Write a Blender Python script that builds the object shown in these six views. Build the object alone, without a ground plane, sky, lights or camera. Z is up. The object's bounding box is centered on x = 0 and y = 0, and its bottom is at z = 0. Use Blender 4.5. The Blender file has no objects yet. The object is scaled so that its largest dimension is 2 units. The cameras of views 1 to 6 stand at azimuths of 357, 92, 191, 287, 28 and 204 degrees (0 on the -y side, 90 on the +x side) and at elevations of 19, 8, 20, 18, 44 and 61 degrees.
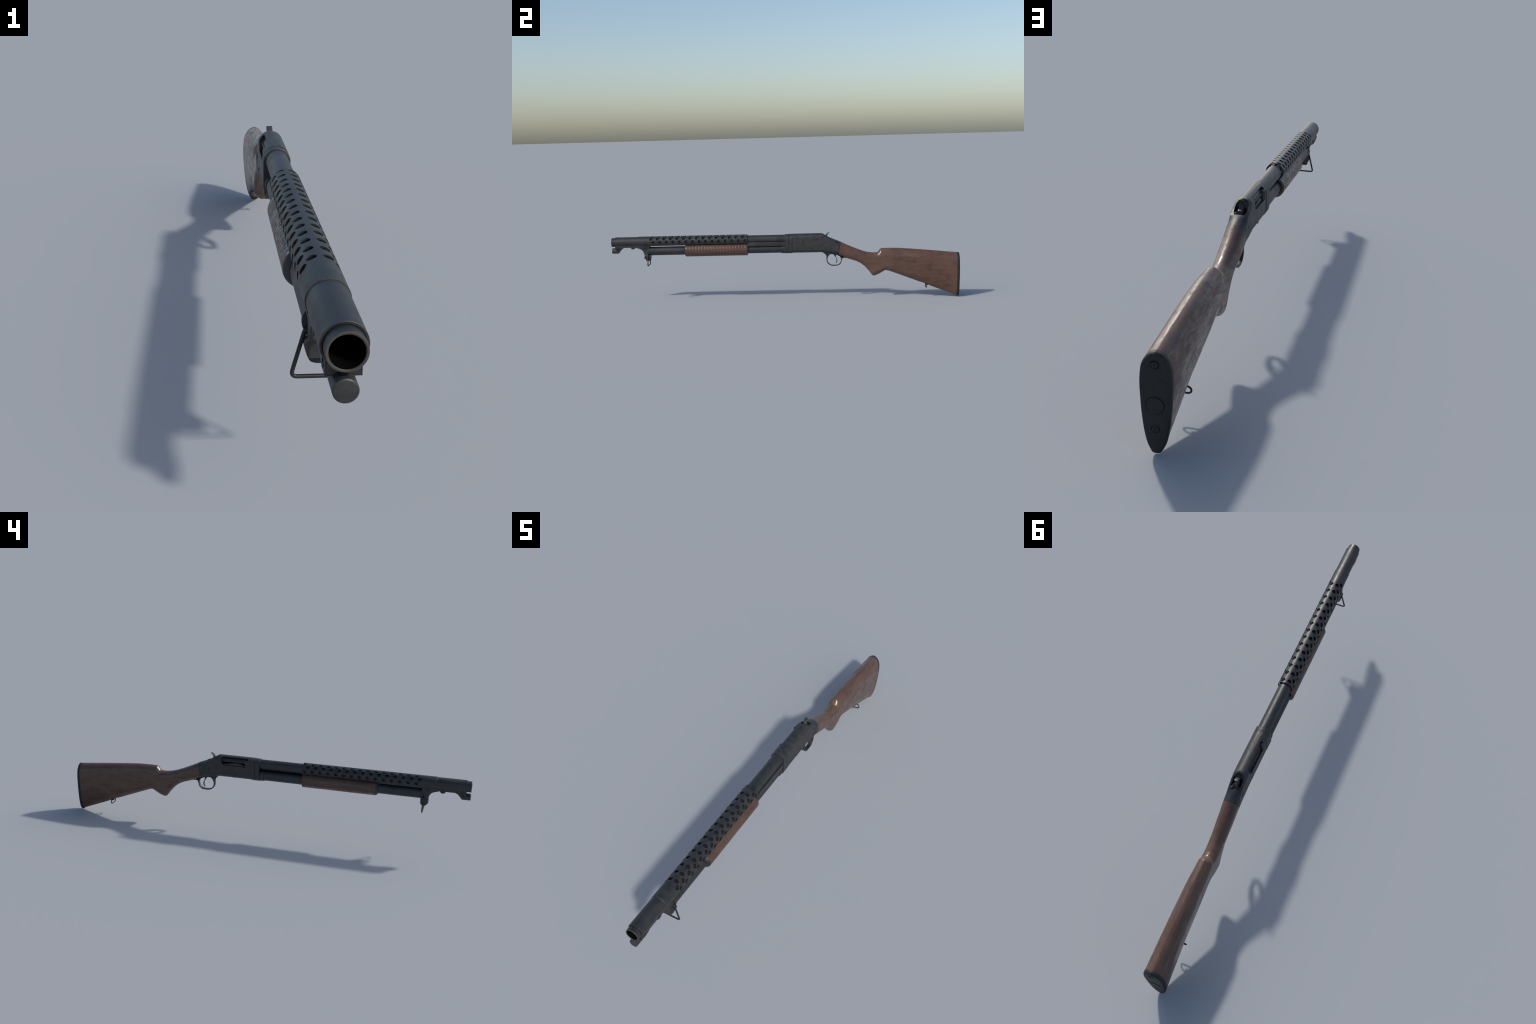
"""Pump-action trench shotgun: perforated heat shield, bayonet lug, ribbed walnut
fore-end, exposed hammer, walnut stock with dark butt plate.
Barrel runs along -y (muzzle) / +y (butt); x = 0 is the plane of symmetry."""
import bpy, bmesh, math
import numpy as np
from mathutils import Vector, Matrix

BORE_Z = 0.3508      # barrel axis height
MAG_Z = 0.2965       # magazine tube axis height
SHIELD_R = 0.0309    # outer radius of heat shield

# ------------------------------------------------------------------ materials
def new_mat(name):
    m = bpy.data.materials.new(name); m.use_nodes = True
    nt = m.node_tree
    for n in list(nt.nodes): nt.nodes.remove(n)
    out = nt.nodes.new('ShaderNodeOutputMaterial')
    b = nt.nodes.new('ShaderNodeBsdfPrincipled')
    nt.links.new(b.outputs[0], out.inputs[0])
    return m, nt, b

def noise(nt, scale, detail=4, rough=0.55, stretch=(1, 1, 1), dist=0.0):
    tc = nt.nodes.new('ShaderNodeTexCoord'); mp = nt.nodes.new('ShaderNodeMapping')
    mp.inputs['Scale'].default_value = stretch
    nt.links.new(tc.outputs['Object'], mp.inputs[0])
    n = nt.nodes.new('ShaderNodeTexNoise')
    n.inputs['Scale'].default_value = scale; n.inputs['Detail'].default_value = detail
    n.inputs['Roughness'].default_value = rough; n.inputs['Distortion'].default_value = dist
    nt.links.new(mp.outputs[0], n.inputs['Vector'])
    return n

def ramp(nt, src, stops):
    r = nt.nodes.new('ShaderNodeValToRGB')
    e = r.color_ramp.elements
    while len(e) < len(stops): e.new(0.5)
    for i, (p, c) in enumerate(stops):
        e[i].position = p
        e[i].color = (*c, 1) if isinstance(c, (tuple, list)) else (c, c, c, 1)
    nt.links.new(src, r.inputs[0])
    return r

def mix(nt, fac, a, b, mode='MIX'):
    m = nt.nodes.new('ShaderNodeMix'); m.data_type = 'RGBA'; m.blend_type = mode
    for sock, v in ((m.inputs[0], fac), (m.inputs[6], a), (m.inputs[7], b)):
        if hasattr(v, 'is_output'): nt.links.new(v, sock)
        elif isinstance(v, tuple): sock.default_value = (*v, 1)
        else: sock.default_value = v
    return m.outputs[2]

def bump(nt, b, src, strength, dist=0.001):
    bp = nt.nodes.new('ShaderNodeBump')
    bp.inputs['Strength'].default_value = strength; bp.inputs['Distance'].default_value = dist
    nt.links.new(src, bp.inputs['Height']); nt.links.new(bp.outputs[0], b.inputs['Normal'])

def steel(name, lo, hi, rough=(0.38, 0.52), metallic=0.0, spec=0.5, cloud=28):
    m, nt, b = new_mat(name)
    big = noise(nt, cloud, 3, 0.6); fine = noise(nt, 340, 5, 0.65)
    c = ramp(nt, big.outputs[0], [(0.32, lo), (0.70, hi)])
    f = ramp(nt, fine.outputs[0], [(0.35, 0.82), (0.62, 1.12)])
    col = mix(nt, 1.0, c.outputs[0], f.outputs[0], 'MULTIPLY')
    # sparse rubbed spots
    sp = noise(nt, 150, 3, 0.6)
    spm = ramp(nt, sp.outputs[0], [(0.66, 0.0), (0.78, 0.35)])
    col = mix(nt, spm.outputs[0], col, tuple(min(1, v * 2.0) for v in hi))
    nt.links.new(col, b.inputs['Base Color'])
    rr = ramp(nt, big.outputs[0], [(0.3, rough[0]), (0.7, rough[1])])
    nt.links.new(rr.outputs[0], b.inputs['Roughness'])
    b.inputs['Metallic'].default_value = metallic
    b.inputs['Specular IOR Level'].default_value = spec
    bump(nt, b, fine.outputs[0], 0.12, 0.0006)
    return m

def walnut(name, gain=1.0):
    m, nt, b = new_mat(name)
    g = lambda c: tuple(min(1, v * gain) for v in c)
    grain = noise(nt, 9, 6, 0.62, (7, 1.0, 7), 0.6)       # long streaks along the gun
    cloud = noise(nt, 16, 3, 0.6, (1, 0.55, 1))
    pore = noise(nt, 120, 4, 0.7, (6, 0.7, 6))
    base = ramp(nt, grain.outputs[0], [(0.30, g((0.058, 0.029, 0.021))), (0.50, g((0.104, 0.054, 0.036))),
                                       (0.72, g((0.140, 0.080, 0.050)))])
    tint = ramp(nt, cloud.outputs[0], [(0.36, g((0.096, 0.042, 0.032))), (0.66, g((0.128, 0.075, 0.050)))])
    col = mix(nt, 0.5, base.outputs[0], tint.outputs[0])
    pr = ramp(nt, pore.outputs[0], [(0.34, 0.68), (0.52, 1.0), (0.75, 1.12)])
    col = mix(nt, 1.0, col, pr.outputs[0], 'MULTIPLY')
    # paler broken streaks along the grain, mixed into the wood colour
    pale_streak = noise(nt, 24, 7, 0.74, (2.6, 1.0, 2.6), 0.9)
    sm = ramp(nt, pale_streak.outputs[0], [(0.52, 0.0), (0.72, 0.34)])
    col = mix(nt, sm.outputs[0], col, g((0.150, 0.105, 0.082)))
    stain = noise(nt, 22, 4, 0.6, (1.6, 0.8, 1.6))
    dm = ramp(nt, stain.outputs[0], [(0.30, 0.74), (0.48, 1.0)])
    col = mix(nt, 1.0, col, dm.outputs[0], 'MULTIPLY')
    nt.links.new(col, b.inputs['Base Color'])
    rr = ramp(nt, pale_streak.outputs[0], [(0.34, 0.28), (0.62, 0.62)])
    nt.links.new(rr.outputs[0], b.inputs['Roughness'])
    b.inputs['Specular IOR Level'].default_value = 0.28
    cw = ramp(nt, pale_streak.outputs[0], [(0.40, 0.62), (0.64, 0.15)])      # coat thinned on the pale streaks
    nt.links.new(cw.outputs[0], b.inputs['Coat Weight'])
    b.inputs['Coat Roughness'].default_value = 0.20
    bump(nt, b, pore.outputs[0], 0.10, 0.0006)
    return m

def plain(name, col, rough, spec=0.4):
    m, nt, b = new_mat(name)
    n = noise(nt, 60, 5, 0.6)
    c = ramp(nt, n.outputs[0], [(0.3, tuple(v * 0.8 for v in col)), (0.7, tuple(v * 1.25 for v in col))])
    nt.links.new(c.outputs[0], b.inputs['Base Color'])
    b.inputs['Roughness'].default_value = rough
    b.inputs['Specular IOR Level'].default_value = spec
    bump(nt, b, n.outputs[0], 0.08, 0.0006)
    return m

STEEL = steel('blued_steel', (0.0155, 0.0165, 0.0185), (0.029, 0.029, 0.030))
RECV = steel('receiver_steel', (0.016, 0.017, 0.018), (0.035, 0.035, 0.035), (0.42, 0.56), cloud=55)
WORN = steel('worn_edge_steel', (0.037, 0.033, 0.028), (0.070, 0.061, 0.051))
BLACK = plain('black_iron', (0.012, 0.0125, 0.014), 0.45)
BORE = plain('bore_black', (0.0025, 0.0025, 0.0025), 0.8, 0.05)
HAMMER = steel('hammer_steel', (0.025, 0.023, 0.021), (0.043, 0.040, 0.036))
RUBBER = plain('butt_plate_black', (0.019, 0.020, 0.0215), 0.58, 0.32)
HOLE_WALL = plain('hole_wall_steel', (0.020, 0.0185, 0.017), 0.5)
WOOD = walnut('walnut')
WOODF = walnut('fore_end_walnut', 0.86)

# ------------------------------------------------------------------ helpers
ROOT = None
def add(name, verts, faces, mats, parent=None, angle=35, midx=None, bevel=0, bevseg=2):
    me = bpy.data.meshes.new(name)
    me.from_pydata([tuple(map(float, v)) for v in verts], [], [tuple(map(int, f)) for f in faces])
    for m in (mats if isinstance(mats, (list, tuple)) else [mats]): me.materials.append(m)
    if midx is not None: me.polygons.foreach_set('material_index', midx)
    me.update()
    o = bpy.data.objects.new(name, me)
    bpy.context.scene.collection.objects.link(o)
    o.parent = parent or ROOT
    bm = bmesh.new(); bm.from_mesh(me)
    bmesh.ops.remove_doubles(bm, verts=bm.verts, dist=1e-6)
    bmesh.ops.recalc_face_normals(bm, faces=bm.faces)
    if bevel:
        es = [e for e in bm.edges if len(e.link_faces) == 2 and e.calc_face_angle(0) > math.radians(30)]
        bmesh.ops.bevel(bm, geom=es, offset=bevel, segments=bevseg, profile=0.6, affect='EDGES', clamp_overlap=True)
        bmesh.ops.recalc_face_normals(bm, faces=bm.faces)
    bm.to_mesh(me); bm.free()
    smooth(o, angle)
    return o

def smooth(o, angle=35):
    me = o.data
    me.polygons.foreach_set('use_smooth', [True] * len(me.polygons))
    me.set_sharp_from_angle(angle=math.radians(angle))

def lathe(name, prof, mat, zc, parent=None, seg=64, x0=0.0, mats=None, angle=35, closed=False):
    """prof: (y, r[, material]) revolved about the line x=x0, z=zc."""
    V, F, M = [], [], []
    for p in prof:
        for k in range(seg):
            a = 2 * math.pi * k / seg
            V.append((x0 + p[1] * math.cos(a), p[0], zc + p[1] * math.sin(a)))
    n = len(prof)
    for i in range(n if closed else n - 1):
        j = (i + 1) % n
        for k in range(seg):
            k2 = (k + 1) % seg
            F.append((i * seg + k, i * seg + k2, j * seg + k2, j * seg + k))
            M.append(prof[i][2] if len(prof[i]) > 2 else 0)
    if not closed:
        if prof[0][1] > 1e-5: F.append(tuple(range(seg))); M.append(0)
        if prof[-1][1] > 1e-5: F.append(tuple(range((n - 1) * seg, n * seg))); M.append(0)
    me = add(name, V, F, mats or mat, parent, angle, M)
    return me

def prism_x(name, poly, x0, x1, mat, parent=None, bevel=0.0008, angle=35, seg=2):
    """polygon in (y, z) extruded from x0 to x1"""
    n = len(poly)
    V = [(x0, y, z) for y, z in poly] + [(x1, y, z) for y, z in poly]
    F = [tuple(range(n)), tuple(range(n, 2 * n))] + [(i, (i + 1) % n, n + (i + 1) % n, n + i) for i in range(n)]
    return add(name, V, F, mat, parent, angle, bevel=bevel, bevseg=seg)

def prism_y(name, poly, y0, y1, mat, parent=None, bevel=0.0008):
    n = len(poly)
    V = [(x, y0, z) for x, z in poly] + [(x, y1, z) for x, z in poly]
    F = [tuple(range(n)), tuple(range(n, 2 * n))] + [(i, (i + 1) % n, n + (i + 1) % n, n + i) for i in range(n)]
    return add(name, V, F, mat, parent, bevel=bevel)

def spline(pts, per=8):
    """Catmull-Rom through control points"""
    P = [np.array(p, float) for p in pts]
    P = [2 * P[0] - P[1]] + P + [2 * P[-1] - P[-2]]
    out = []
    for i in range(1, len(P) - 2):
        for k in range(per):
            t = k / per
            a, b, c, d = P[i - 1], P[i], P[i + 1], P[i + 2]
            out.append(0.5 * (2 * b + (c - a) * t + (2 * a - 5 * b + 4 * c - d) * t * t + (3 * b - a - 3 * c + d) * t ** 3))
    out.append(P[-2])
    return np.array(out)

def fillet(pts, r, n=6):
    """round the inner corners of an open 3d polyline"""
    P = [np.array(p, float) for p in pts]; out = [P[0]]
    for i in range(1, len(P) - 1):
        a, b = P[i - 1] - P[i], P[i + 1] - P[i]
        d = min(r, 0.45 * np.linalg.norm(a), 0.45 * np.linalg.norm(b))
        p, q = P[i] + a / np.linalg.norm(a) * d, P[i] + b / np.linalg.norm(b) * d
        for k in range(n + 1):
            t = k / n
            out.append((1 - t) ** 2 * p + 2 * t * (1 - t) * P[i] + t * t * q)
    return out + [P[-1]]

def wire(name, path, r, mat, parent=None, seg=12):
    P = [Vector(p) for p in path]; V, F = [], []
    up = Vector((0, 1, 0))
    for i, p in enumerate(P):
        t = (P[min(i + 1, len(P) - 1)] - P[max(i - 1, 0)]).normalized()
        u = (up - t * up.dot(t)).normalized(); w = t.cross(u)
        for k in range(seg):
            a = 2 * math.pi * k / seg
            V.append(p + r * (u * math.cos(a) + w * math.sin(a)))
    for i in range(len(P) - 1):
        for k in range(seg):
            F.append((i * seg + k, i * seg + (k + 1) % seg, (i + 1) * seg + (k + 1) % seg, (i + 1) * seg + k))
    F += [tuple(range(seg)), tuple(range((len(P) - 1) * seg, len(P) * seg))]
    return add(name, V, F, mat, parent, 50)

def lerp_tab(tab, y):
    xs, ys = zip(*tab)
    return float(np.interp(y, xs, ys))

def smooth_tab(tab, y, w=0.004):
    """piecewise linear table, corners softened over +-w"""
    s = np.linspace(-w, w, 9)
    return float(np.mean([lerp_tab(tab, y + d) for d in s]))

def resample(pts, n):
    pts = np.array(pts, float)
    d = np.r_[0, np.cumsum(np.hypot(*np.diff(pts, axis=0).T))]
    s = np.linspace(0, d[-1], n)
    return np.c_[np.interp(s, d, pts[:, 0]), np.interp(s, d, pts[:, 1])]

def stadium(a, zt, zb, ct, cb):
    """right half of an upright rounded section, top centre to bottom centre"""
    th = np.linspace(0, math.pi / 2, 24)
    top = [(a * math.sin(t), zt - ct + ct * math.cos(t)) for t in th]
    bot = [(a * math.cos(t), zb + cb - cb * math.sin(t)) for t in th]
    return np.array(top + bot)

def loft(name, sections, mat, parent=None, angle=40, shear=None):
    """sections: list of (y, half profile Nx2). Closed ends. shear(i, z)->dy."""
    N = len(sections[0][1]); ring = 2 * N - 2; V, F = [], []
    for i, (y, h) in enumerate(sections):
        pts = [(x, z) for x, z in h] + [(-x, z) for x, z in h[-2:0:-1]]
        for x, z in pts:
            V.append((x, y + (shear(i, y, z) if shear else 0), z))
    for i in range(len(sections) - 1):
        for k in range(ring):
            k2 = (k + 1) % ring
            F.append((i * ring + k, i * ring + k2, (i + 1) * ring + k2, (i + 1) * ring + k))
    F += [tuple(range(ring)), tuple(range((len(sections) - 1) * ring, len(sections) * ring))]
    return add(name, V, F, mat, parent, angle)

def cut(o, cutters, angle=35):
    """subtract helper meshes, apply, delete helpers"""
    for c in cutters:
        md = o.modifiers.new('cut', 'BOOLEAN'); md.operation = 'DIFFERENCE'; md.solver = 'EXACT'; md.object = c
    dg = bpy.context.evaluated_depsgraph_get(); dg.update()
    me = bpy.data.meshes.new_from_object(o.evaluated_get(dg), depsgraph=dg)
    o.modifiers.clear(); old = o.data; o.data = me; bpy.data.meshes.remove(old)
    me.name = o.name
    for c in cutters:
        d = c.data; bpy.data.objects.remove(c); bpy.data.meshes.remove(d)
    smooth(o, angle)

def disc_x(name, y, z, r, x, side, mat, parent, h=0.0008, slot=None, seg=28):
    """screw head / pin on a side plate (axis along x); optional slot angle"""
    prof = [(0, r), (h - 0.0003, r), (h, r - 0.0003), (h, 0)]
    V, F = [], []
    for d, rr in [(-0.002, r)] + prof[1:3]:
        for k in range(seg):
            a = 2 * math.pi * k / seg
            V.append((x + side * d, y + rr * math.cos(a), z + rr * math.sin(a)))
    for i in range(2):
        for k in range(seg): F.append((i * seg + k, i * seg + (k + 1) % seg, (i + 1) * seg + (k + 1) % seg, (i + 1) * seg + k))
    F += [tuple(range(seg)), tuple(range(2 * seg, 3 * seg))]
    o = add(name, V, F, mat, parent, 35)
    if slot is not None:
        c, s = math.cos(slot), math.sin(slot); L, w = r * 1.3, r * 0.14
        poly = [(y + u * c - v * s, z + u * s + v * c) for u, v in ((-L, -w), (L, -w), (L, w), (-L, w))]
        b = prism_x('slot_helper', poly, x + side * (h - 0.0007), x + side * (h + 0.002), BLACK, parent, bevel=0)
        cut(o, [b])
    return o

# ------------------------------------------------------------------ root
ROOT = bpy.data.objects.new('shotgun', None)
bpy.context.scene.collection.objects.link(ROOT)
ROOT['label'] = 'old pump-action shotgun, perforated barrel shield, walnut stock'
ROOT['category'] = 'shotgun'

# ------------------------------------------------------------------ barrel
barrel = lathe('barrel', [(0.020, 0.0249), (-0.2250, 0.0249, 3), (-0.95, 0.0249), (-0.952, 0.0254), (-0.9988, 0.0254, 1), (-1.0, 0.0244, 1),  # index 3: stretch under the shield is near-black so the holes look dark inside
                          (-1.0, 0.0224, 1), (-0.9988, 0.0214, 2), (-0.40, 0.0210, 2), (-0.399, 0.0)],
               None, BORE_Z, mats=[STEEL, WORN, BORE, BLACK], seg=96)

# ------------------------------------------------------------------ heat shield (open underneath, rows of round holes)
def shell(name, prof, a0, a1, mat, zc, parent=None, seg=96):
    """partial tube; prof is a closed loop of (y, r), swept from angle a0 to a1"""
    V, F = [], []; n = len(prof)
    for k in range(seg + 1):
        a = math.radians(a0 + (a1 - a0) * k / seg)
        for y, r in prof: V.append((r * math.cos(a), y, zc + r * math.sin(a)))
    for k in range(seg):
        for i in range(n):
            j = (i + 1) % n
            F.append((k * n + i, k * n + j, (k + 1) * n + j, (k + 1) * n + i))
    F += [tuple(range(n)), tuple(range(seg * n, seg * n + n))]
    return add(name, V, F, mat, parent, 30)

SH0, SH1 = -0.8440, -0.2120
shield = shell('heat_shield', [(SH0, SHIELD_R - 0.0024), (SH0, SHIELD_R - 0.0004), (SH0 + 0.0004, SHIELD_R),
                               (SH1 - 0.0004, SHIELD_R), (SH1, SHIELD_R - 0.0004), (SH1, SHIELD_R - 0.0024)],
               -42, 222, [STEEL, HOLE_WALL], BORE_Z)
HOLE_R, PITCH = 0.0085, 0.03772
hv, hf = [], []
hseg = 28
for th, y0 in ((0, -0.7530), (33, -0.7675), (66, -0.7530)):
    for a in (th, 180 - th):
        ca, sa = math.cos(math.radians(a)), math.sin(math.radians(a))
        for i in range(15):
            yc = y0 + i * PITCH; b = len(hv)
            for rad in (SHIELD_R - 0.008, SHIELD_R + 0.006):
                for k in range(hseg):
                    t = 2 * math.pi * k / hseg
                    u, v = HOLE_R * math.cos(t), HOLE_R * math.sin(t)
                    hv.append((rad * ca - v * sa, yc + u, BORE_Z + rad * sa + v * ca))
            hf += [(b + k, b + (k + 1) % hseg, b + hseg + (k + 1) % hseg, b + hseg + k) for k in range(hseg)]
            hf += [tuple(b + k for k in range(hseg)), tuple(b + hseg + k for k in range(hseg))]
holes = add('hole_helper', hv, hf, WORN)
cut(shield, [holes], 30)
# faces made by the drill get the dark hole-wall material
for p in shield.data.polygons:
    c = p.center; d = math.hypot(c.x, c.z - BORE_Z)
    radial = Vector((c.x, 0, c.z - BORE_Z)).normalized()
    if SHIELD_R - 0.0023 < d < SHIELD_R - 0.0003 and abs(p.normal.dot(radial)) < 0.4 and SH0 + 0.06 < c.y < SH1 - 0.001 and c.z > BORE_Z - 0.012:
        p.material_index = 1
    else:
        p.material_index = 0

# ------------------------------------------------------------------ bayonet adapter
FS0, FS1, FSR = -0.9790, -0.8436, 0.0294
adapter = lathe('bayonet_adapter', [(FS0, 0.0262), (FS0, FSR - 0.0005, 1), (FS0 + 0.0005, FSR), (FS1, FSR), (FS1, 0.0262)],
                None, BORE_Z, mats=[STEEL, WORN], seg=96, closed=True)
# worn lip of the shield in front of the adapter joint
lathe('shield_lip', [(SH0 - 0.0002, SHIELD_R - 0.0018), (SH0 - 0.0002, SHIELD_R - 0.0004), (SH0 + 0.0008, SHIELD_R + 0.00015), (SH0 + 0.0012, SHIELD_R - 0.001)],
      WORN, BORE_Z, adapter, seg=96, closed=True)

# under-barrel bracket: two side plates joined by a solid web
PW = 0.0222
bossc = (-0.8740, 0.3255); BR = 0.0145
boss = [(bossc[0] + BR * math.cos(a), bossc[1] + BR * math.sin(a)) for a in np.radians(np.linspace(198, 342, 14))]
low = [(-0.9785, 0.3110), (-0.9530, 0.3110), (-0.9470, 0.3125), (-0.9370, 0.3170), (-0.9280, 0.3207), (-0.8905, 0.3207)] + boss + \
      [(-0.8560, 0.3190), (-0.8440, 0.3155), (-0.8300, 0.3105), (-0.7800, 0.3100)]
prism_x('bracket_web', [(-0.9775, 0.3275)] + low + [(-0.7800, 0.3275)], -0.0212, 0.0212, STEEL, adapter, 0.0006)
for side in (1, -1):
    x0, x1 = sorted((side * 0.0207, side * PW))
    prism_x('bracket_cheek', [(-0.9785, 0.3400)] + low + [(-0.7800, 0.3310), (-0.8300, 0.3400)], x0, x1, STEEL, adapter, 0.0005)

# bayonet lug below the muzzle: round bar with a curved, cut away tail
LZ, LR, seg = 0.3016, 0.0159, 48
V, F = [], []
tail = [(0.2850, -0.9625), (0.2950, -0.9565), (0.3045, -0.9500), (0.3110, -0.9420), (0.3180, -0.9300)]
for y, r in ((-0.9990, LR - 0.0022), (-0.9985, LR - 0.0010), (-0.9974, LR), (None, LR)):
    for k in range(seg):
        a = 2 * math.pi * k / seg; z = LZ + r * math.sin(a)
        V.append((r * math.cos(a), lerp_tab(tail, z) if y is None else y, z))
for i in range(3):
    for k in range(seg): F.append((i * seg + k, i * seg + (k + 1) % seg, (i + 1) * seg + (k + 1) % seg, (i + 1) * seg + k))
F += [tuple(range(seg))] + [(3 * seg + k % seg, 3 * seg + (k + 1) % seg, 3 * seg + (seg // 2 - 1 - k) % seg, 3 * seg + (seg // 2 - k) % seg)
                            for k in range(-seg // 4, seg // 4)]
add('bayonet_lug', V, F, RECV, adapter, 40)

# clamp around the magazine nose
clamp_poly = [(-0.8320, 0.3130), (-0.8290, 0.3095), (-0.8210, 0.3030), (-0.8160, 0.2955), (-0.8125, 0.2870), (-0.8105, 0.2780), (-0.8100, 0.2700),
              (-0.8110, 0.2600), (-0.8115, 0.2530), (-0.7800, 0.2525), (-0.7795, 0.3130)]
prism_x('magazine_clamp', clamp_poly, -0.0203, 0.0203, STEEL, adapter, 0.001)
fl = [(0.0203, 0.279), (0.0252, 0.2728), (0.0254, 0.2662), (0.0214, 0.2534)]
prism_y('clamp_flange', fl + [(-x, z) for x, z in fl[::-1]], -0.8085, -0.7760, STEEL, adapter, 0.0010)
nub = [(0.0185 * math.copysign(abs(math.cos(a)) ** 0.7, math.cos(a)), -0.7905 + 0.0150 * math.copysign(abs(math.sin(a)) ** 0.8, math.sin(a)))
       for a in np.linspace(0, 2 * math.pi, 32, endpoint=False)]
V = [(x, y, 0.2555) for x, y in nub] + [(x, y, 0.2440) for x, y in nub] + [(x * 0.93, y * 0.93 - 0.7905 * 0.07, 0.2422) for x, y in nub]
F = [tuple(range(32)), tuple(range(64, 96))] + [(i * 32 + k, i * 32 + (k + 1) % 32, (i + 1) * 32 + (k + 1) % 32, (i + 1) * 32 + k) for i in range(2) for k in range(32)]
add('clamp_bolt', V, F, BLACK, adapter, 40)
for side in (1, -1):
    for y, z in ((-0.9615, 0.3205), (-0.8740, 0.3215), (-0.8025, 0.3225)):
        disc_x('screw', y, z, 0.0056, side * PW, side, STEEL, adapter, 0.0012, 0.6 + y * 9)
        disc_x('dark_ring', y, z, 0.0070, side * PW, side, BORE, adapter, 0.0002)  # flat black disc, shows as a dark ring round the screw head
    # swivel ear where the wire passes through
    disc_x('swivel_ear', -0.7890, 0.2855, 0.0052, side * 0.0203, side, BLACK, adapter, 0.0022)

# sling loop at the front
WR = 0.0031
loop = [(-0.0160, -0.7885, 0.2860), (-0.0235, -0.7885, 0.2855), (-0.0425, -0.7885, 0.2148), (0.0425, -0.7885, 0.2148),
        (0.0235, -0.7885, 0.2855), (0.0160, -0.7885, 0.2860)]
path = [Vector(loop[0])]
path = fillet(loop, 0.010)
wire('sling_loop', path, WR, BLACK, ROOT)

# ------------------------------------------------------------------ magazine tube
lathe('magazine_tube', [(0.012, 0.0249), (-0.7765, 0.0249), (-0.7770, 0.0272), (-0.7838, 0.0276), (-0.7850, 0.0268), (-0.7850, 0.010)],
      STEEL, MAG_Z, seg=80)
lathe('magazine_band', [(0.006, 0.0278), (-0.0170, 0.0278, 0), (-0.0180, 0.0268), (-0.0180, 0.0240)], STEEL, MAG_Z, seg=80)

# ------------------------------------------------------------------ fore-end (ribbed walnut sleeve under the shield)
FE0, FE1, FER = -0.5672, -0.2118, 0.0360
def sleeve(name, stations, mat, parent=None, a_open=54, seg=72, inner=0.0275):
    """open-topped sleeve round the magazine tube: stations (y, r)"""
    V, F = [], []
    ang = np.radians(np.linspace(90 + a_open / 2, 450 - a_open / 2, seg + 1))
    n = len(stations)
    for lay in (0, 1):
        for y, r in stations:
            rr = r if lay == 0 else min(inner, r - 0.0005)
            for a in ang: V.append((rr * math.cos(a), y, MAG_Z + rr * math.sin(a)))
    w = seg + 1; off = n * w
    for i in range(n - 1):
        for k in range(seg):
            F.append((i * w + k, i * w + k + 1, (i + 1) * w + k + 1, (i + 1) * w + k))
            F.append((off + i * w + k, off + i * w + k + 1, off + (i + 1) * w + k + 1, off + (i + 1) * w + k))
        for k in (0, seg):
            F.append((i * w + k, (i + 1) * w + k, off + (i + 1) * w + k, off + i * w + k))
    for i in (0, n - 1):
        for k in range(seg): F.append((i * w + k, i * w + k + 1, off + i * w + k + 1, off + i * w + k))
    return add(name, V, F, mat, parent, 50)
ribs = 20; pitch = (FE1 - FE0) / ribs
st = []
for i in range(ribs):
    y = FE0 + i * pitch
    for t in (0.0, 0.07, 0.14, 0.3, 0.5, 0.7, 0.86, 0.93):
        groove = max(0.0, 1 - min(t, 1 - t) / 0.13)
        st.append((y + t * pitch, FER - 0.00075 * groove))
st += [(FE1 - 0.0008, FER - 0.0002), (FE1, FER - 0.0014)]
forend = sleeve('fore_end', st, WOODF)
sleeve('fore_end_cap', [(-0.5770, 0.0262), (-0.5762, 0.0275), (-0.5735, 0.0305), (-0.5700, 0.0342), (-0.5674, 0.0352)], STEEL, forend, inner=0.0250)
# inner steel tube end visible inside the rear of the fore-end
lathe('fore_end_tube', [(-0.30, 0.0258), (-0.2125, 0.0258), (-0.2125, 0.0272), (-0.30, 0.0272)], BLACK, MAG_Z, forend, closed=True)

# action slide bar, right side only
prism_x('slide_bar', [(-0.2112, 0.3145), (0.0100, 0.3145), (0.0100, 0.3380), (-0.2080, 0.3380), (-0.2112, 0.3345)], 0.0195, 0.0284, STEEL, None, 0.0010)

# near-black filler in the gap between barrel and magazine behind the fore-end
prism_x('dark_gap_fill', [(-0.2060, 0.3195), (0.0100, 0.3195), (0.0100, 0.3280), (-0.2060, 0.3280)], 0.0040, 0.0200, BORE, None, 0)

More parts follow.
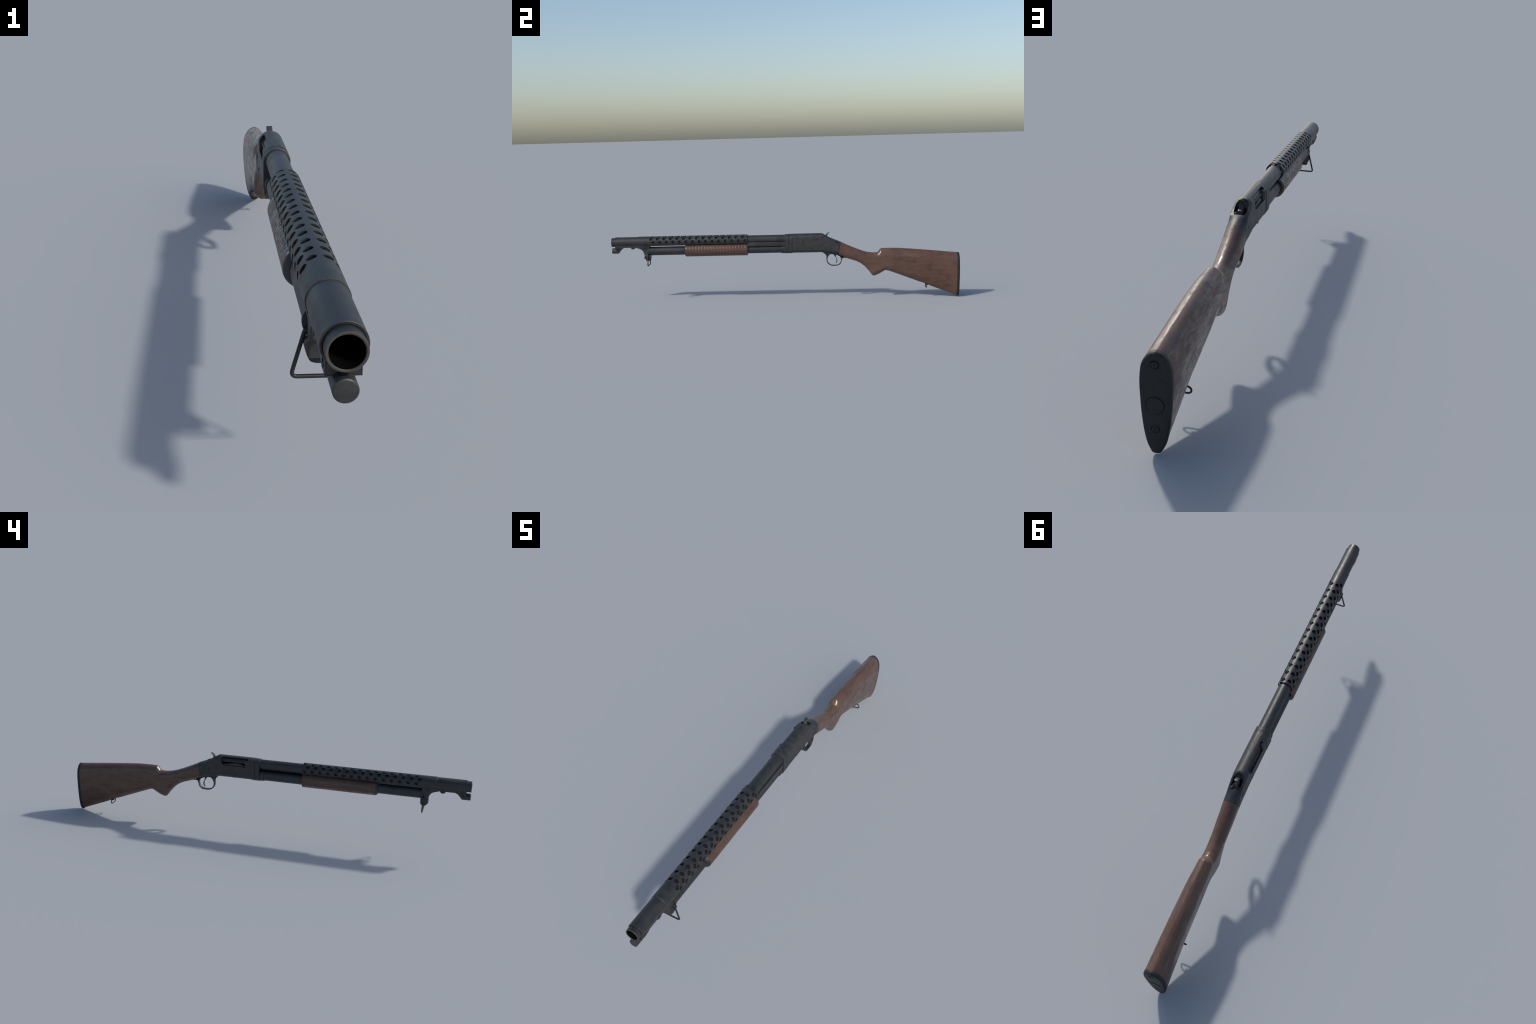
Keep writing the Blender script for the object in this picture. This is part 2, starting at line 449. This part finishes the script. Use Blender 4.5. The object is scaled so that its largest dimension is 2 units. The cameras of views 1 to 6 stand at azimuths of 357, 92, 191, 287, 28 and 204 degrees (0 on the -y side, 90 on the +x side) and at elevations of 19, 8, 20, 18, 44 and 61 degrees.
# ------------------------------------------------------------------ receiver
RTOP, RBOT, RA = 0.3800, 0.2700, 0.0300
top_tab = [(0.0, 0.3792), (0.19, 0.3805), (0.2150, 0.3800), (0.2200, 0.3780), (0.2717, 0.3475), (0.3225, 0.3250), (0.36, 0.3100)]
bot_tab = [(0.0, 0.2698), (0.2150, 0.2698), (0.2450, 0.2645), (0.2777, 0.2598), (0.3090, 0.2565), (0.36, 0.236)]
N = 84
FLAT = 0.0286    # half width over the flat side panels
def receiver_half(y):
    zt, zb = smooth_tab(top_tab, y, 0.003), smooth_tab(bot_tab, y, 0.006)
    a = 0.0304
    lim = lerp_tab([(0.0440, 0.0310), (0.0450, FLAT), (0.2920, FLAT), (0.2960, 0.0298), (0.3100, 0.0306)], y)
    full = stadium(a, 0.3803, zb, 0.0297, 0.0265)
    full[:, 0] = np.minimum(full[:, 0], lim)
    flat = full.copy()
    flat[:, 1] = np.minimum(flat[:, 1], zt)
    if zt < 0.3795:   # sloping rear face cut straight across the dome
        k = np.argmax(full[:, 1] < zt)
        w = float(np.interp(-zt, -full[:, 1], full[:, 0]))
        flat = np.vstack([[(0, zt), (w * 0.5, zt), (w - 0.002, zt), (w - 0.0005, zt - 0.0005)], full[k:]])
    h = zt - zb
    rnd = stadium(a, zt, zb, min(0.028, h * 0.42), min(0.0265, h * 0.40))
    rnd[:, 0] = np.minimum(rnd[:, 0], lim)
    w = min(1, max(0, (y - 0.262) / 0.035)); w = w * w * (3 - 2 * w)
    w = max(w, 0.38 * min(1, max(0, (y - 0.214) / 0.012)))
    return resample(flat, N) * (1 - w) + resample(rnd, N) * w
def joint_shear(i, y, z):
    # the wood joint is a slanted plane: top further back than the bottom
    f = min(1, max(0, (y - 0.255) / 0.06)) * min(1, max(0, (0.40 - y) / 0.075))
    return f * (z - 0.2910) * 0.21
JY = 0.3153
ys = [0.0255, 0.0435, 0.0440, 0.0450] + list(np.linspace(0.052, 0.20, 20)) + list(np.linspace(0.206, 0.290, 32)) + [0.2920, 0.2940, 0.2960, 0.300, 0.305, 0.310, JY]
receiver = loft('receiver', [(y, receiver_half(y)) for y in ys], [RECV, BLACK], None, 32, joint_shear)

# ejection port on the left side, hammer well on the sloping rear
def rounded_poly(corners, n=7):
    out = []
    m = len(corners)
    for i, (y, z, r) in enumerate(corners):
        P = np.array((y, z)); a = np.array(corners[i - 1][:2]) - P; b = np.array(corners[(i + 1) % m][:2]) - P
        p, q = P + a / np.linalg.norm(a) * r, P + b / np.linalg.norm(b) * r
        for k in range(n + 1):
            t = k / n; out.append(tuple((1 - t) ** 2 * p + 2 * t * (1 - t) * P + t * t * q))
    return out
port = prism_x('port_helper', rounded_poly([(0.0630, 0.3345, 0.003), (0.1975, 0.3345, 0.022), (0.1975, 0.3755, 0.009), (0.0630, 0.3755, 0.004)]),
               -0.05, 0.012, BLACK, None, 0)
wo = []
for a in np.radians(np.linspace(180, 360, 22)):
    wo.append((0.0195 * math.cos(a), 0.2430 + 0.0215 * math.sin(a)))
wo += [(0.0195, 0.262), (0.0150, 0.2795), (-0.0150, 0.2795), (-0.0195, 0.262)]
nw = len(wo)
well = add('well_helper', [(x, y, 0.330) for x, y in wo] + [(x, y, 0.40) for x, y in wo],
           [tuple(range(nw)), tuple(range(nw, 2 * nw))] + [(i, (i + 1) % nw, nw + (i + 1) % nw, nw + i) for i in range(nw)], BLACK)
cut(receiver, [port, well], 32)

# front ring of the receiver (takedown extension)
def ring_half(d): return resample(stadium(0.0312 + d, 0.3792 + d, 0.2672 - d, 0.0300, 0.0262), N)
loft('receiver_ring', [(0.0030, ring_half(-0.0012)), (0.0036, ring_half(-0.0004)), (0.0234, ring_half(-0.0004)), (0.0246, ring_half(-0.0014)), (0.0250, ring_half(-0.003))],
     RECV, receiver, 32)
def band_half(d): return resample(stadium(0.0310 + d, 0.3796 + d, 0.2672 - d, 0.0297, 0.0262), N)
band = loft('receiver_band', [(0.0252, band_half(-0.0016)), (0.0262, band_half(-0.0004)), (0.0430, band_half(-0.0004)), (0.0446, band_half(-0.0016))], RECV, receiver, 32)
# bolt, carrier and chamber block behind the port
bp = [(0.0212 * math.cos(t), 0.3500 + 0.0228 * math.sin(t)) for t in np.radians(np.linspace(8, 172, 26))]
prism_y('bolt', bp, 0.0700, 0.2150, STEEL, receiver, 0.0008)
prism_x('extractor', [(0.0640, 0.3530), (0.1900, 0.3530), (0.1900, 0.3590), (0.0640, 0.3590)], -0.0228, -0.0150, RECV, receiver, 0.001)
arc = [(0.0800, 0.3330)] + [tuple(p) for p in spline([(0.0830, 0.3400), (0.0960, 0.3465), (0.1180, 0.3495), (0.1420, 0.3470), (0.1700, 0.3420), (0.1950, 0.3390)], 6)] + [(0.1950, 0.3280), (0.0800, 0.3280)]
prism_x('carrier', arc, -0.0225, 0.0, STEEL, receiver, 0.0008)
prism_x('chamber_block', [(0.0560, 0.3300), (0.0770, 0.3300), (0.0770, 0.3660), (0.0560, 0.3660)], -0.0272, 0.0, RECV, receiver, 0.0008)

# hammer: spur standing out of the well, body below
ham = [(0.2300, 0.3360), (0.2330, 0.3600), (0.2370, 0.3690), (0.2420, 0.3755), (0.2485, 0.3808), (0.2550, 0.3838), (0.2600, 0.3848), (0.2612, 0.3836),
       (0.2570, 0.3818), (0.2520, 0.3775), (0.2482, 0.3715), (0.2458, 0.3630), (0.2520, 0.3560), (0.2570, 0.3500), (0.2580, 0.3360)]
prism_x('hammer', ham, -0.0074, 0.0074, HAMMER, receiver, 0.0008)
prism_x('bolt_tail', [(0.2195, 0.3300), (0.2195, 0.3725), (0.2330, 0.3645), (0.2350, 0.3600), (0.2350, 0.3300)], -0.0196, 0.0196, STEEL, receiver, 0.0010)
prism_x('well_floor', [(0.2560, 0.3290), (0.2560, 0.3390), (0.2640, 0.3425), (0.2800, 0.3385), (0.2800, 0.3290)], -0.0196, 0.0196, STEEL, receiver, 0.0012)
prism_x('hammer_body', [(0.2350, 0.3330), (0.2640, 0.3330), (0.2680, 0.3440), (0.2610, 0.3520), (0.2500, 0.3540)], -0.0090, 0.0090, STEEL, receiver, 0.0015)
lathe('hammer_pin', [(0.2500, 0.0), (0.2500, 0.0050), (0.2740, 0.0050), (0.2750, 0.0040), (0.2750, 0.0)], RECV, 0.3425, receiver, seg=24, x0=0.0140)

# pins, screws and catches on the side plates
SX = FLAT
for side, y, z, r, sl in ((1, 0.1544, 0.2968, 0.0050, 0.5), (1, 0.1335, 0.2806, 0.0032, None), (1, 0.2856, 0.3165, 0.0046, 0.9),
                          (1, 0.1800, 0.3520, 0.0052, None), (-1, 0.2654, 0.3069, 0.0058, 0.4), (-1, 0.1330, 0.2795, 0.0032, None),
                          (-1, 0.1806, 0.2932, 0.0034, None), (-1, 0.0492, 0.3461, 0.0030, None)):
    x = SX if z > 0.286 else 0.0250
    disc_x('screw' if sl is not None else 'pin', y, z, r, side * x, side, RECV, receiver, 0.0011 if z > 0.286 else 0.0005, sl)
    disc_x('dark_ring', y, z, r + 0.0008, side * x, side, BLACK, receiver, 0.0002)
prism_x('slide_catch', rounded_poly([(0.1770, 0.3475, 0.003), (0.1960, 0.3475, 0.003), (0.1960, 0.3545, 0.003), (0.1770, 0.3545, 0.003)]), SX - 0.001, SX + 0.0008, STEEL, receiver, 0.0004)
for side in (1, -1):
    prism_x('tang_rib', rounded_poly([(0.2930, 0.2800, 0.0012), (0.2965, 0.2800, 0.0012), (0.2965, 0.3110, 0.0012), (0.2930, 0.3110, 0.0012)], 4), side * (SX - 0.001), side * (SX + 0.0011), RECV, receiver, 0.0004)

# ------------------------------------------------------------------ trigger and guard
outer = spline([(0.2170, 0.2700), (0.2250, 0.2655), (0.2337, 0.2575), (0.2403, 0.2450), (0.2415, 0.2210), (0.2490, 0.2040), (0.2669, 0.1928), (0.2864, 0.1911),
                (0.3060, 0.1930), (0.3216, 0.2045), (0.3275, 0.2242), (0.3325, 0.2345), (0.3420, 0.2400)], 8)
inner = spline([(0.2720, 0.2610), (0.2640, 0.2580), (0.2556, 0.2520), (0.2472, 0.2383), (0.2460, 0.2209), (0.2520, 0.2080), (0.2670, 0.1965), (0.2865, 0.1945),
                (0.3058, 0.1962), (0.3196, 0.2080), (0.3238, 0.2260), (0.3195, 0.2395), (0.3040, 0.2560)], 8)
mid = outer - inner
outer = outer + mid / np.linalg.norm(mid, axis=1)[:, None] * 0.0009
GW = 0.0086
n = len(outer); V, F = [], []
for x in (-GW, GW):
    for chain in (outer, inner):
        V += [(x, p[0], p[1]) for p in chain]
for i in range(n - 1):
    for s in (0, 2):
        F.append((s * n + i, s * n + i + 1, (s + 1) * n + i + 1, (s + 1) * n + i))
    for c in (0, 1):
        F.append((c * n + i, c * n + i + 1, (c + 2) * n + i + 1, (c + 2) * n + i))
F += [(0, n, 3 * n, 2 * n), (n - 1, 2 * n - 1, 4 * n - 1, 3 * n - 1)]
guard = add('trigger_guard', V, F, STEEL, None, 40, bevel=0.0007)
prism_x('guard_tang', [(0.2950, 0.2640), (0.2950, 0.2540), (0.3200, 0.2440), (0.3340, 0.2350), (0.3420, 0.2355), (0.3510, 0.2330), (0.3540, 0.2345), (0.3540, 0.2480)], -GW, GW, STEEL, guard, 0.0008)
prism_x('guard_plate', [(0.2280, 0.2720), (0.2280, 0.2640), (0.2500, 0.2595), (0.2780, 0.2572), (0.3000, 0.2550), (0.3000, 0.2720)], -0.0120, 0.0120, STEEL, guard, 0.0010)
tf = spline([(0.2800, 0.2600), (0.2840, 0.2510), (0.2925, 0.2400), (0.2978, 0.2260), (0.2975, 0.2150), (0.2936, 0.2040)], 6)
tb = spline([(0.2960, 0.2600), (0.2950, 0.2500), (0.2965, 0.2400), (0.3026, 0.2240), (0.3016, 0.2130), (0.2958, 0.2026)], 6)
prism_x('trigger', [tuple(p) for p in tf] + [tuple(p) for p in tb[::-1]], -0.0042, 0.0042, STEEL, receiver, 0.0007)

# ------------------------------------------------------------------ stock
st_top = [(0.30, 0.3350), (0.3238, 0.3245), (0.4167, 0.2860), (0.4419, 0.2760), (0.4735, 0.2668), (0.5082, 0.2622), (0.5280, 0.2640), (0.5335, 0.2660), (0.5512, 0.2862),
          (0.5560, 0.2872), (0.6473, 0.2866), (0.7323, 0.2796), (0.8582, 0.2674), (0.99, 0.2536)]
st_bot = [(0.30, 0.2600), (0.3092, 0.2566), (0.3528, 0.2364), (0.4191, 0.2110), (0.4370, 0.2010), (0.4537, 0.1880), (0.4700, 0.1710), (0.4851, 0.1530), (0.4975, 0.1355), (0.5010, 0.1310),
          (0.5071, 0.1272), (0.5140, 0.1276), (0.5230, 0.1306), (0.5390, 0.1375), (0.5548, 0.1455), (0.5680, 0.1545), (0.5771, 0.1586), (0.5850, 0.1575),
          (0.5993, 0.1540), (0.6846, 0.1216), (0.7795, 0.0848), (0.7900, 0.0825), (0.8460, 0.0578), (0.9822, 0.0049), (0.99, 0.0020)]
egg = [(0, 1.0), (0.30, 0.985), (0.55, 0.955), (0.78, 0.905), (0.91, 0.850), (0.985, 0.760), (1.0, 0.660), (0.97, 0.56), (0.935, 0.46), (0.875, 0.36), (0.785, 0.250), (0.665, 0.155),
       (0.53, 0.085), (0.42, 0.052), (0.33, 0.024), (0.22, 0.007), (0, 0)]
a_tab = [(0.31, 0.0306), (0.36, 0.0298), (0.44, 0.0280), (0.50, 0.0276), (0.55, 0.0288), (0.62, 0.0312), (0.75, 0.0340), (0.88, 0.0362), (0.99, 0.0378)]
egg_s = spline(egg, 6)
def stock_half(y):
    zt, zb = smooth_tab(st_top, y, 0.0034), smooth_tab(st_bot, y, 0.005)
    a = smooth_tab(a_tab, y, 0.02); h = zt - zb
    cap = lerp_tab([(0.31, 0.028), (0.45, 0.032), (0.53, 0.034), (0.56, 0.046), (0.7, 0.050)], y)
    capb = lerp_tab([(0.31, 0.026), (0.42, 0.030), (0.47, 0.034), (0.50, 0.036), (0.54, 0.032), (0.58, 0.030), (0.62, 0.04)], y)
    rnd = stadium(a, zt, zb, min(cap, h * 0.47), min(capb, h * 0.47))
    e = np.c_[np.abs(egg_s[:, 0]) * a, zb + egg_s[:, 1] * h]
    w = min(1, max(0, (y - 0.54) / 0.30)); w = w * w * (3 - 2 * w)
    return resample(rnd, N) * (1 - w) + resample(e, N) * w
BY = 0.9820
ys = list(np.linspace(JY + 0.0004, 0.52, 60)) + list(np.linspace(0.5225, 0.62, 46)) + list(np.linspace(0.63, BY, 44))
stock = loft('stock', [(y, stock_half(y)) for y in ys], WOOD, None, 40, joint_shear)

# butt plate: same outline, domed, rounded rim
def inset(h, d):
    c = np.array([0, (h[0, 1] + h[-1, 1]) / 2]); out = h.copy()
    t = np.gradient(h, axis=0); t /= np.maximum(np.linalg.norm(t, axis=1), 1e-9)[:, None]
    nrm = np.c_[-t[:, 1], t[:, 0]]; nrm[0] = (0, 1); nrm[-1] = (0, -1)
    s = np.sign((nrm * (h - c)).sum(1)); s[s == 0] = 1
    out -= nrm * s[:, None] * d
    out[0, 0] = out[-1, 0] = 0; out[:, 0] = np.maximum(out[:, 0], 0)
    return out
h0 = stock_half(BY); h0 = h0.copy(); h0[:, 1] -= (h0[-1, 1] - 0.0008)* np.linspace(0,1,N)
secs = [(BY + 0.0004, inset(h0, 0.0002)), (BY + 0.0012, inset(h0, -0.0004)), (BY + 0.0090, inset(h0, 0.0)), (BY + 0.0126, inset(h0, 0.0012)), (BY + 0.0152, inset(h0, 0.0034))]
plate = loft('butt_plate', secs, RUBBER, None, 40)
# dome the back face: concentric shrinking rings
last = secs[-1][1]
cz = 0.13
dome = [(BY + 0.0152, last)]
for f, dy in ((0.8, 0.0009), (0.55, 0.0014), (0.3, 0.0017), (0.05, 0.0018)):
    d = last.copy(); d[:, 0] *= f; d[:, 1] = cz + (d[:, 1] - cz) * f
    dome.append((BY + 0.0152 + dy, d))
loft('butt_face', dome, RUBBER, plate, 40)
def plate_screw(name, z, r, proud, slot, mat):
    y = BY + 0.0152 + 0.0018 - 0.0011 * min(1, (abs(z - 0.13) + r * 0.3) / 0.12)
    V, F = [], []; seg = 40
    ring = [(y - 0.004, r), (y + proud - 0.0004, r), (y + proud, r - 0.0004)]
    for yy, rr in ring:
        for k in range(seg):
            a = 2 * math.pi * k / seg; V.append((rr * math.cos(a), yy, z + rr * math.sin(a)))
    for i in range(2):
        for k in range(seg): F.append((i * seg + k, i * seg + (k + 1) % seg, (i + 1) * seg + (k + 1) % seg, (i + 1) * seg + k))
    F += [tuple(range(seg)), tuple(range(2 * seg, 3 * seg))]
    o = add(name, V, F, mat, plate, 40)
    if slot:
        b = add('slot_helper', [(x, yy, zz) for x in (-0.0013, 0.0013) for yy in (y + proud - 0.0010, y + proud + 0.002) for zz in (z - r * 1.2, z + r * 1.2)],
                [(0, 1, 3, 2), (4, 5, 7, 6), (0, 1, 5, 4), (2, 3, 7, 6), (0, 2, 6, 4), (1, 3, 7, 5)], mat)
        cut(o, [b])
    return o
plate_screw('screw', 0.2250, 0.0086, 0.0013, True, RUBBER)
plate_screw('screw', 0.0665, 0.0086, 0.0013, True, RUBBER)
for z, r in ((0.2250, 0.0102), (0.0665, 0.0102), (0.1258, 0.0218)):
    plate_screw('dark_ring', z, r, 0.0003, False, BORE)
plate_screw('medallion', 0.1258, 0.0206, 0.0013, False, RUBBER)

# rear sling loop under the stock
half_d = [(0.0050, 0.8128, 0.0765), (0.0150, 0.8120, 0.0752), (0.0222, 0.8110, 0.0700), (0.0238, 0.8103, 0.0625), (0.0190, 0.8098, 0.0566), (0.0080, 0.8096, 0.0556)]
rlp = [tuple(p) for p in spline([(-x, y, z) for x, y, z in half_d] + half_d[::-1], 5)]
rloop = wire('sling_loop', rlp, 0.0026, BLACK, ROOT)
base = [(0.8030, 0.0790), (0.8050, 0.0710), (0.8090, 0.0675), (0.8160, 0.0672), (0.8200, 0.0690), (0.8230, 0.0740)]
prism_x('swivel_base', base, -0.0075, 0.0075, BLACK, rloop, 0.0015)
